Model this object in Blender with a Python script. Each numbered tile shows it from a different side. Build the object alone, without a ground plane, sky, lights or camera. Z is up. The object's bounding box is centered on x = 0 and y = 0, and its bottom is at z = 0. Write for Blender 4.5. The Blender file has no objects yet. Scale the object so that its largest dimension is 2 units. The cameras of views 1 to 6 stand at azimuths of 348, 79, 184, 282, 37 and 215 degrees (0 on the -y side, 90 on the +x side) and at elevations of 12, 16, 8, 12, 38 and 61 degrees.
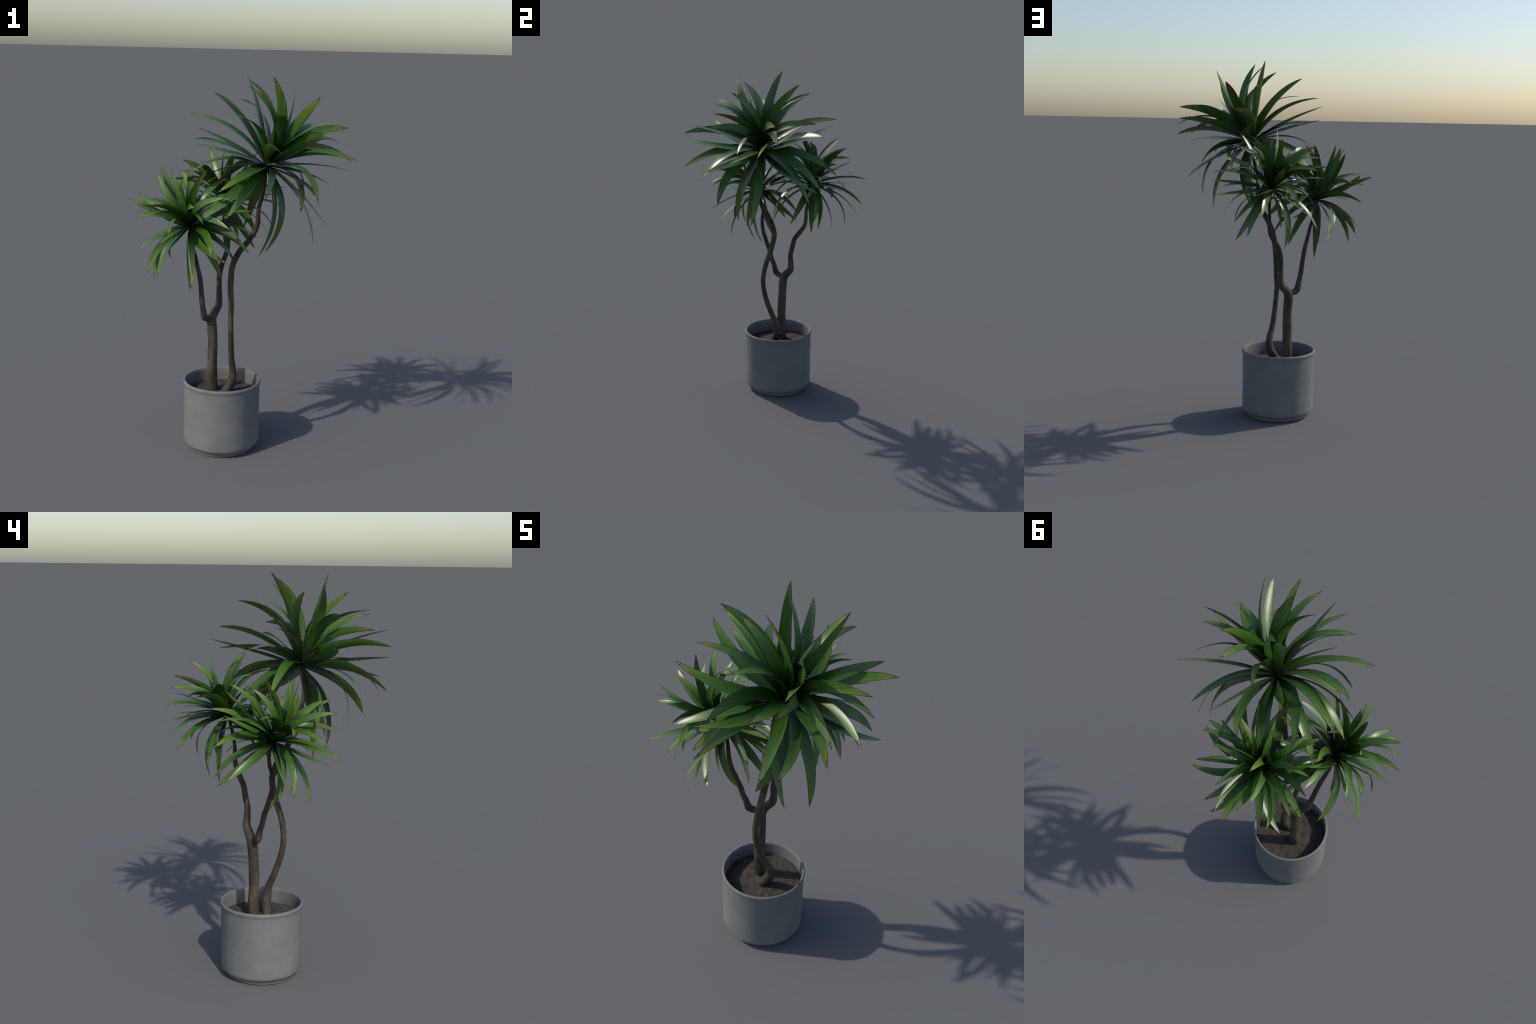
import bpy, math, random
from mathutils import Vector, Matrix, Euler, noise

random.seed(7)
COL = bpy.context.scene.collection


# ------------------------------------------------------------------ helpers
def make_mesh(name, verts, faces, smooth=True, mats=(), mat_index=None):
    me = bpy.data.meshes.new(name)
    me.from_pydata([tuple(v) for v in verts], [], faces)
    me.validate()
    for m in mats:
        me.materials.append(m)
    if smooth:
        me.polygons.foreach_set("use_smooth", [True] * len(me.polygons))
    if mat_index:
        me.polygons.foreach_set("material_index", mat_index)
    me.update()
    return me


def add_object(name, data, parent=None):
    ob = bpy.data.objects.new(name, data)
    COL.objects.link(ob)
    if parent is not None:
        ob.parent = parent
    return ob


def lerp_table(table, x):
    if x <= table[0][0]:
        return table[0][1]
    for (x0, y0), (x1, y1) in zip(table, table[1:]):
        if x <= x1:
            f = (x - x0) / (x1 - x0)
            f = f * f * (3 - 2 * f) * 0.4 + f * 0.6
            return y0 + (y1 - y0) * f
    return table[-1][1]


class Nodes:
    """small wrapper that builds a Principled material"""

    def __init__(self, name):
        self.mat = bpy.data.materials.new(name)
        self.mat.use_nodes = True
        self.nt = self.mat.node_tree
        self.bsdf = self.nt.nodes["Principled BSDF"]
        self.coord = self.nt.nodes.new("ShaderNodeTexCoord").outputs["Object"]

    def add(self, kind, **props):
        n = self.nt.nodes.new(kind)
        for k, v in props.items():
            setattr(n, k, v)
        return n

    def link(self, a, b):
        self.nt.links.new(a, b)

    def mapped(self, scale):
        n = self.add("ShaderNodeMapping")
        n.inputs["Scale"].default_value = scale
        self.link(self.coord, n.inputs["Vector"])
        return n.outputs["Vector"]

    def noise(self, scale, detail=4, rough=0.55, vec=None):
        n = self.add("ShaderNodeTexNoise")
        n.inputs["Scale"].default_value = scale
        n.inputs["Detail"].default_value = detail
        n.inputs["Roughness"].default_value = rough
        self.link(vec or self.coord, n.inputs["Vector"])
        return n.outputs["Fac"]

    def ramp(self, fac, stops):
        n = self.add("ShaderNodeValToRGB")
        el = n.color_ramp.elements
        while len(el) < len(stops):
            el.new(0.5)
        for e, (p, c) in zip(el, stops):
            e.position = p
            e.color = (*c, 1) if len(c) == 3 else c
        self.link(fac, n.inputs["Fac"])
        return n.outputs["Color"]

    def mix(self, fac, a, b, mode="MIX"):
        n = self.add("ShaderNodeMix", data_type="RGBA", blend_type=mode)
        for sock, val in ((n.inputs[0], fac), (n.inputs[6], a), (n.inputs[7], b)):
            if isinstance(val, (int, float)):
                sock.default_value = val
            elif isinstance(val, tuple):
                sock.default_value = (*val, 1)
            else:
                self.link(val, sock)
        return n.outputs[2]

    def bump(self, height, strength, dist):
        n = self.add("ShaderNodeBump")
        n.inputs["Strength"].default_value = strength
        n.inputs["Distance"].default_value = dist
        self.link(height, n.inputs["Height"])
        self.link(n.outputs["Normal"], self.bsdf.inputs["Normal"])

    def finish(self, colour, rough, spec=0.5):
        if isinstance(colour, tuple):
            self.bsdf.inputs["Base Color"].default_value = (*colour, 1)
        else:
            self.link(colour, self.bsdf.inputs["Base Color"])
        self.bsdf.inputs["Roughness"].default_value = rough
        self.bsdf.inputs["Specular IOR Level"].default_value = spec
        return self.mat


# ---------------------------------------------------------------- materials
def concrete_material():
    m = Nodes("speckled_grey_concrete")
    big = m.noise(9, 5, 0.6)
    fine = m.noise(120, 3, 0.7)
    col = m.ramp(big, [(0.3, (0.152, 0.153, 0.149)), (0.7, (0.190, 0.189, 0.181))])
    speck = m.ramp(fine, [(0.30, (0.62, 0.62, 0.62)), (0.42, (1, 1, 1)),
                          (0.62, (1, 1, 1)), (0.74, (1.0, 1.0, 1.0))])
    col = m.mix(0.55, col, speck, "MULTIPLY")
    stain = m.ramp(m.noise(26, 2, 0.5), [(0.66, (1, 1, 1)), (0.78, (0.78, 0.78, 0.77))])
    col = m.mix(0.7, col, stain, "MULTIPLY")
    m.bump(fine, 0.12, 0.002)
    return m.finish(col, 0.75, 0.3)


def soil_material():
    m = Nodes("dark_potting_soil")
    col = m.ramp(m.noise(22, 5, 0.6), [(0.3, (0.045, 0.037, 0.030)), (0.7, (0.084, 0.070, 0.058))])
    grit = m.ramp(m.noise(420, 2, 0.5), [(0.66, (0, 0, 0)), (0.76, (1, 1, 1))])
    col = m.mix(grit, col, (0.20, 0.17, 0.14))
    m.bump(m.noise(150, 5, 0.7), 0.6, 0.004)
    return m.finish(col, 0.9, 0.2)


def bark_material():
    m = Nodes("grey_brown_bark")
    vec = m.mapped((1, 1, 0.35))
    big = m.noise(22, 5, 0.65, vec)
    col = m.ramp(big, [(0.30, (0.030, 0.025, 0.020)), (0.5, (0.060, 0.047, 0.035)),
                       (0.72, (0.130, 0.096, 0.066))])
    rings = m.noise(60, 3, 0.6, m.mapped((0.5, 0.5, 2.6)))
    ringc = m.ramp(rings, [(0.32, (0.55, 0.55, 0.55)), (0.48, (1, 1, 1))])
    col = m.mix(0.6, col, ringc, "MULTIPLY")
    m.bump(m.noise(110, 4, 0.65, vec), 0.35, 0.003)
    return m.finish(col, 0.72, 0.3)


LEAF_ARC = 0.483


def leaf_material():
    m = Nodes("glossy_green_leaf_blade")
    sep = m.add("ShaderNodeSeparateXYZ")
    m.link(m.coord, sep.inputs[0])
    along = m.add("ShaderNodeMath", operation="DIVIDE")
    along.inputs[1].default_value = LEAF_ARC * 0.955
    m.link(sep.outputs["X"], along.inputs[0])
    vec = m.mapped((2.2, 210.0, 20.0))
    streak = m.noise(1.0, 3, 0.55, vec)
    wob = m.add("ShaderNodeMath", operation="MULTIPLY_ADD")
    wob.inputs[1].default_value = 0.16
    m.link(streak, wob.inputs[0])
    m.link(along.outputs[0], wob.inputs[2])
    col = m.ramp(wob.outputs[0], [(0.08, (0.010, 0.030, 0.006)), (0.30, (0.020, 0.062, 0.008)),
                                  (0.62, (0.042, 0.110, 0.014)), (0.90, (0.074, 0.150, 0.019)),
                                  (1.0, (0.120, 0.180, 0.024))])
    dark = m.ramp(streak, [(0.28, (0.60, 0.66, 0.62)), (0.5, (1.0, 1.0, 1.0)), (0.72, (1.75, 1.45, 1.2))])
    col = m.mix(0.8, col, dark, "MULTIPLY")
    m.bump(streak, 0.15, 0.001)
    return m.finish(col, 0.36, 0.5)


def plain_material(name, colour, rough, spec=0.4):
    m = Nodes(name)
    col = m.ramp(m.noise(90, 2), [(0.3, tuple(c * 0.8 for c in colour)), (0.7, tuple(c * 1.15 for c in colour))])
    return m.finish(col, rough, spec)


CONCRETE = concrete_material()
SOIL = soil_material()
BARK = bark_material()
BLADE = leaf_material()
MARGIN = plain_material("blackish_leaf_margin", (0.006, 0.009, 0.009), 0.45)
DRYTIP = plain_material("pale_dry_leaf_tip", (0.26, 0.25, 0.11), 0.5)
PERLITE = plain_material("white_perlite", (0.42, 0.41, 0.39), 0.8)

# --------------------------------------------------------------- the thing
plant = add_object("potted_plant", None)
plant["label"] = "tall dragon tree with three leafy crowns in grey pot"
plant["category"] = "potted plant"

POT_X, POT_Y = -0.0639, 0.0338


# --------------------------------------------------------------------- pot
def lathe(profile, seg=128):
    verts, faces = [], []
    for r, z in profile:
        for k in range(seg):
            a = 2 * math.pi * k / seg
            verts.append((r * math.cos(a), r * math.sin(a), z))
    for i in range(len(profile) - 1):
        for k in range(seg):
            k2 = (k + 1) % seg
            faces.append((i * seg + k, i * seg + k2, (i + 1) * seg + k2, (i + 1) * seg + k))
    n = len(profile)
    faces.append(tuple(range(seg))[::-1])
    faces.append(tuple((n - 1) * seg + k for k in range(seg)))
    return verts, faces


POT_PROFILE = [(0.168, 0.0), (0.1725, 0.0008), (0.1745, 0.0035), (0.1750, 0.0175), (0.1765, 0.0205),
               (0.180, 0.0222), (0.186, 0.0242), (0.1925, 0.0275), (0.1980, 0.0320), (0.2012, 0.0375),
               (0.2026, 0.0440), (0.2030, 0.054), (0.2035, 0.20), (0.2040, 0.350), (0.2046, 0.3580),
               (0.2066, 0.3612), (0.2081, 0.3655), (0.2083, 0.3705), (0.2074, 0.3752), (0.2054, 0.3786),
               (0.2022, 0.3802), (0.1988, 0.3796), (0.1962, 0.3770), (0.1949, 0.372), (0.1944, 0.362),
               (0.1940, 0.34), (0.1930, 0.25), (0.190, 0.06), (0.180, 0.05)]
pot = add_object("pot", make_mesh("pot", *lathe(POT_PROFILE), mats=[CONCRETE]), plant)
pot.location = (POT_X, POT_Y, 0)

# -------------------------------------------------------------------- soil
STEM_FOOT = Vector((-0.110, 0.063))
THIN_FOOT = Vector((-0.058, 0.008))


def soil_height(x, y):
    p = Vector((x, y, 0))
    z = 0.304 + 0.004 * noise.noise(p * 11 + Vector((3.1, 0.4, 9))) + 0.004 * noise.noise(p * 38)
    z += 0.0022 * noise.noise(p * 110)
    for f in (STEM_FOOT, THIN_FOOT):
        d = (Vector((x, y)) - f).length
        z += 0.004 * math.exp(-(d / 0.055) ** 2)
    return z


def build_soil():
    verts, faces = [], []
    rings, seg, R = 46, 120, 0.1938
    verts.append((POT_X, POT_Y, soil_height(POT_X, POT_Y)))
    for i in range(1, rings + 1):
        r = R * i / rings
        for k in range(seg):
            a = 2 * math.pi * k / seg
            x, y = POT_X + r * math.cos(a), POT_Y + r * math.sin(a)
            verts.append((x, y, soil_height(x, y)))
    for k in range(seg):
        faces.append((0, 1 + k, 1 + (k + 1) % seg))
    for i in range(rings - 1):
        for k in range(seg):
            a, b = 1 + i * seg + k, 1 + i * seg + (k + 1) % seg
            faces.append((a, a + seg, b + seg, b))
    return make_mesh("soil", verts, faces, mats=[SOIL])


soil = add_object("soil", build_soil(), plant)


def build_granules():
    """tiny perlite crumbs scattered on the soil"""
    verts, faces = [], []
    octa = [(1, 0, 0), (-1, 0, 0), (0, 1, 0), (0, -1, 0), (0, 0, 1), (0, 0, -1)]
    tri = [(0, 2, 4), (2, 1, 4), (1, 3, 4), (3, 0, 4), (2, 0, 5), (1, 2, 5), (3, 1, 5), (0, 3, 5)]
    for _ in range(170):
        r, a = 0.185 * math.sqrt(random.random()), random.uniform(0, 6.283)
        x, y = POT_X + r * math.cos(a), POT_Y + r * math.sin(a)
        s = random.choice((0.0006, 0.0008, 0.001, 0.0018))
        rot = Euler([random.uniform(0, 6) for _ in range(3)]).to_matrix()
        o = Vector((x, y, soil_height(x, y) + s * 0.4))
        b = len(verts)
        for v in octa:
            verts.append(o + rot @ (Vector(v) * s * random.uniform(0.6, 1.2)))
        faces += [tuple(b + i for i in t) for t in tri]
    return make_mesh("soil_crumbs", verts, faces, smooth=False, mats=[PERLITE])


crumbs = add_object("soil_crumbs", build_granules(), soil)
crumbs["kind"] = "stuff"


# ------------------------------------------------------------ woody stems
def spline(knots, per=9):
    k = [Vector(p) for p in knots]
    k = [2 * k[0] - k[1]] + k + [2 * k[-1] - k[-2]]
    out = []
    for i in range(1, len(k) - 2):
        a, b, c, d = k[i - 1:i + 3]
        for j in range(per):
            t = j / per
            out.append(0.5 * (2 * b + (c - a) * t + (2 * a - 5 * b + 4 * c - d) * t * t
                              + (3 * b - a - 3 * c + d) * t ** 3))
    out.append(k[-2])
    return out


def tube(name, knots, radii, seg=28, rough=0.05, seed=0.0):
    """radii: list of radius per knot; surface is gently lumpy"""
    pts = spline(knots)
    n = len(pts)
    per = (n - 1) / (len(knots) - 1)
    rtab = [(i * per, r) for i, r in enumerate(radii)]
    verts, faces = [], []
    t0 = (pts[1] - pts[0]).normalized()
    nrm = t0.orthogonal().normalized()
    for i, p in enumerate(pts):
        t = (pts[min(i + 1, n - 1)] - pts[max(i - 1, 0)]).normalized()
        nrm = (nrm - t * nrm.dot(t)).normalized()
        bi = t.cross(nrm)
        r = lerp_table(rtab, i)
        for k in range(seg):
            a = 2 * math.pi * k / seg
            d = nrm * math.cos(a) + bi * math.sin(a)
            q = p + d * r
            lump = noise.noise(q * 16 + Vector((seed, 0, 0))) + 0.5 * noise.noise(q * 45 + Vector((0, seed, 0)))
            verts.append(q + d * r * rough * lump)
    for i in range(n - 1):
        for k in range(seg):
            k2 = (k + 1) % seg
            faces.append((i * seg + k, i * seg + k2, (i + 1) * seg + k2, (i + 1) * seg + k))
    b = len(verts)
    verts += [pts[0], pts[-1]]
    for k in range(seg):
        faces.append((b, (k + 1) % seg, k))
        faces.append((b + 1, (n - 1) * seg + k, (n - 1) * seg + (k + 1) % seg))
    return add_object(name, make_mesh(name, verts, faces, mats=[BARK]), plant)


CROWN_A = (0.1196, -0.1044, 1.5457)
CROWN_B = (-0.2541, -0.0493, 1.2308)
CROWN_C = (-0.0189, 0.2243, 1.3050)

# thick stem that runs on into the branch of the back crown
tube("trunk",
     [(-0.107, 0.060, 0.257), (-0.112, 0.064, 0.369), (-0.112, 0.063, 0.483), (-0.111, 0.066, 0.596),
      (-0.117, 0.074, 0.690), (-0.104, 0.088, 0.728), (-0.079, 0.109, 0.761), (-0.072, 0.111, 0.806),
      (-0.073, 0.109, 0.860), (-0.071, 0.120, 0.912), (-0.062, 0.131, 0.964), (-0.041, 0.157, 1.008),
      (-0.018, 0.181, 1.054), (-0.011, 0.188, 1.104), (-0.011, 0.190, 1.156), (-0.010, 0.199, 1.206),
      (-0.013, 0.210, 1.256), CROWN_C],
     [0.033, 0.0285, 0.0262, 0.0255, 0.0262, 0.0235, 0.0205, 0.0172, 0.0150, 0.0145, 0.0140, 0.0135,
      0.0125, 0.0105, 0.0090, 0.0085, 0.0082, 0.0075], seed=1.7)
# side branch of the front crown
tube("branch",
     [(-0.108, 0.080, 0.700), (-0.122, 0.067, 0.708), (-0.147, 0.048, 0.715), (-0.163, 0.036, 0.727), (-0.167, 0.031, 0.742),
      (-0.172, 0.025, 0.772), (-0.179, 0.010, 0.812), (-0.185, 0.000, 0.859), (-0.190, -0.014, 0.899),
      (-0.196, -0.027, 0.941), (-0.205, -0.039, 0.983), (-0.216, -0.043, 1.028), (-0.225, -0.041, 1.074),
      (-0.239, -0.031, 1.119), (-0.248, -0.034, 1.175), CROWN_B],
     [0.013, 0.0155, 0.0165, 0.0178, 0.0172, 0.0150, 0.0140, 0.0135, 0.0130, 0.0125, 0.0115, 0.0105, 0.0095,
      0.0088, 0.0082, 0.0075], seed=5.2)
# slender second trunk of the tall crown
tube("trunk",
     [(-0.082, -0.002, 0.255), (-0.053, 0.009, 0.302), (-0.023, 0.018, 0.352), (-0.010, 0.018, 0.385), (-0.010, 0.010, 0.435),
      (-0.025, -0.022, 0.512), (-0.035, -0.055, 0.613), (-0.041, -0.069, 0.714), (-0.037, -0.052, 0.817),
      (-0.035, -0.020, 0.914), (-0.024, -0.004, 1.007), (0.005, -0.028, 1.087), (0.050, -0.067, 1.161),
      (0.080, -0.108, 1.239), (0.083, -0.123, 1.332), (0.105, -0.133, 1.434), CROWN_A],
     [0.027, 0.0265, 0.0255, 0.0235, 0.0190, 0.0160, 0.0150, 0.0145, 0.0150, 0.0155, 0.0155, 0.0150, 0.0140,
      0.0125, 0.0108, 0.0105, 0.0095], seed=9.4)

# ------------------------------------------------------------------ leaves
# one crown: direction of each leaf's chord about the crown axis
# (azimuth deg, elevation deg, roll of the blade deg, arch off the blade and
# sideways sway within it, both as parts of the chord)
LEAVES = [
    (-83, 73.4, -45, 0.122, 0.053), (-170.1, 62.9, 65, 0.048, -0.124), (87.6, 57.3, 58, 0.089, -0.099), (-73.4, 54.9, 50, 0.052, -0.122),
    (6, 50.4, 62, 0.067, -0.115), (-171.7, 46.5, -38, 0.191, 0.072), (141.3, 46, 40, 0.177, -0.102), (138.7, 44.3, 0, 0.061, -0.043),
    (-74.7, 44, -46, 0.196, 0.058), (-120, 42.7, 17, 0.202, -0.032), (91.8, 41.4, -28, 0.189, 0.076), (-85.9, 38.7, 6, 0.055, -0.051),
    (3.9, 38.1, -3, 0.201, -0.033), (51.1, 36.4, 30, 0.2, -0.042), (-32.3, 34.1, 25, 0.192, -0.068), (-14.6, 32.6, 27, 0.063, -0.117),
    (43.3, 28.5, 10, 0.06, -0.045), (-36.9, 27.2, -4, 0.058, -0.047), (178, 26.5, -30, 0.019, 0.132), (116.7, 24.7, 15, 0.199, -0.044),
    (-156.3, 20.8, 10, 0.2, -0.04), (-105, 20.7, -20, 0.056, 0.121), (-59.4, 15.4, -10, 0.079, -0.107), (87.8, 12.8, 11, 0.047, -0.124),
    (-110.1, 11.8, 8, 0.05, -0.123), (164.8, 4.6, -10, 0.127, 0.04), (-66.3, 3.7, 10, 0.198, -0.048), (169, -1.1, -4, 0.07, -0.113),
    (102, -1.4, -4, 0.04, 0.127), (-156.3, -2, -2, 0.062, -0.118), (-100.8, -6.1, -24, 0.122, 0.052), (-48.5, -8.3, -22, 0.038, 0.127),
    (27.5, -8.8, -22, 0.017, 0.132), (130.2, -13.8, 12, 0.052, -0.122), (34.3, -14.4, 15, 0.201, -0.036), (154.8, -15.8, -5, 0.124, -0.049),
    (-127.7, -18.7, 5, 0.121, -0.056), (67.2, -23.7, 15, 0.12, -0.058), (24.2, -24.1, -14, 0.2, 0.039), (-26.5, -28, 0, 0.124, -0.049),
    (-116.3, -36.6, -15, 0.203, 0.024), (172.7, -41.4, 3, 0.202, -0.025), (105, -46.1, 4, 0.204, 0.009), (140.4, -50, -10, 0.131, -0.022),
    (-141.1, -51, -30, 0.131, -0.021), (-57.1, -53, -2, 0.202, -0.028), (54.7, -58.4, 5, 0.119, -0.059), (-50.7, -60.5, -8, 0.119, -0.06),
]

WIDTH = [(0.0, 0.016), (0.05, 0.025), (0.12, 0.039), (0.20, 0.051), (0.30, 0.0580), (0.40, 0.0580), (0.50, 0.0545),
         (0.60, 0.0500), (0.70, 0.0440), (0.80, 0.0352), (0.90, 0.0222), (0.955, 0.0115), (0.985, 0.0048),
         (1.0, 0.0008)]
STATIONS = [0.0, 0.025, 0.05, 0.085, 0.12, 0.16, 0.20, 0.25, 0.30, 0.35, 0.40, 0.45, 0.50, 0.55, 0.60, 0.65, 0.70,
            0.75, 0.79, 0.83, 0.87, 0.905, 0.932, 0.945, 0.952, 0.966, 0.980, 0.987, 0.994, 1.0]
MARGIN_W = 0.0018
THICK = 0.0011


def leaf_mesh(arch, sway):
    bend = math.hypot(arch, sway)
    skew = 0.05 if bend < 0.09 else (0.03 if bend > 0.19 else 0.012)
    end = Vector((1, 0, 0))
    ctrl = 2 * Vector((0.5 + skew, -sway, arch)) - end / 2

    def point(t):
        return ctrl * (2 * t * (1 - t)) + end * (t * t)

    arc = sum((point((i + 1) / 60) - point(i / 60)).length for i in range(60))
    size = LEAF_ARC / arc
    top, low, faces, mats = [], [], [], []
    cols = None
    for t in STATIONS:
        p = point(t) * size
        tan = (ctrl * (2 - 4 * t) + end * (2 * t)).normalized()
        side = Vector((0, 0, 1)).cross(tan).normalized()
        up = tan.cross(side).normalized()
        hw = lerp_table(WIDTH, t) / 2
        m = min(MARGIN_W, hw * 0.6)
        inner = hw - m
        cols = [-hw, -inner, -inner * 0.62, -inner * 0.28, 0.0, inner * 0.28, inner * 0.62, inner, hw]
        trough = 0.20 * hw * min(1, 1.25 - t)
        thick = THICK * (0.35 + 0.65 * (1 - t))
        for y in cols:
            u = y / hw
            lift = trough * (0.7 * abs(u) ** 1.6 + 0.5 * abs(u) ** 5)
            q = p + side * y + up * (lift - trough * 0.5)
            e = 0.25 if abs(u) > 0.99 else 1.0
            top.append(q + up * thick * 0.5 * e)
            low.append(q - up * thick * 0.5 * e)
    c, n = len(cols), len(STATIONS)
    off = len(top)
    for i in range(n - 1):
        tm = (STATIONS[i] + STATIONS[i + 1]) / 2
        for k in range(c - 1):
            if k in (0, c - 2) or tm > 0.980 or 0.945 < tm < 0.952:
                mi = 1
            elif tm > 0.952:
                mi = 2 if 2 <= k <= c - 4 else 1
            else:
                mi = 0
            a, b = i * c + k, (i + 1) * c + k
            faces.append((a, b, b + 1, a + 1))
            faces.append((off + a, off + a + 1, off + b + 1, off + b))
            mats += [mi, mi]
        for k in (0, c - 1):
            a, b = i * c + k, (i + 1) * c + k
            f = (a, off + a, off + b, b)
            faces.append(f if k == 0 else f[::-1])
            mats.append(1)
    return make_mesh("leaf", top + low, faces, mats=[BLADE, MARGIN, DRYTIP], mat_index=mats)


def leaf_matrix(az, el):
    a, e = math.radians(az), math.radians(el)
    d = Vector((math.cos(e) * math.cos(a), math.cos(e) * math.sin(a), math.sin(e)))
    u = (Vector((0, 0, 1)) - d * d.z).normalized()
    s = u.cross(d)
    return Matrix(((d.x, s.x, u.x), (d.y, s.y, u.y), (d.z, s.z, u.z))).to_4x4()


def bud_mesh():
    """short growing point from which the leaves spring"""
    prof = [(0.0085, -0.022), (0.0100, -0.008), (0.0105, 0.004), (0.0090, 0.016), (0.0055, 0.026), (0.0015, 0.032)]
    return make_mesh("leaf_crown", *lathe(prof, 20), mats=[BARK])


CROWNS = [(CROWN_A, 1.0, (13.35, 25.87, 5.91)),
          (CROWN_B, 0.7236, (-29.21, 18.24, -173.85)),
          (CROWN_C, 0.7220, (17.59, 5.13, -170.77))]
leaf_meshes = [leaf_mesh(h, s) for _, _, _, h, s in LEAVES]
bud = bud_mesh()
for loc, size, rot in CROWNS:
    crown = add_object("leaf_crown", bud, plant)
    crown.location = loc
    crown.rotation_euler = [math.radians(v) for v in rot]
    crown.scale = (size, size, size)
    for me, (az, el, roll, _, _) in zip(leaf_meshes, LEAVES):
        leaf = add_object("leaf", me, crown)
        leaf.matrix_local = leaf_matrix(az, el) @ Matrix.Rotation(math.radians(roll), 4, "X")
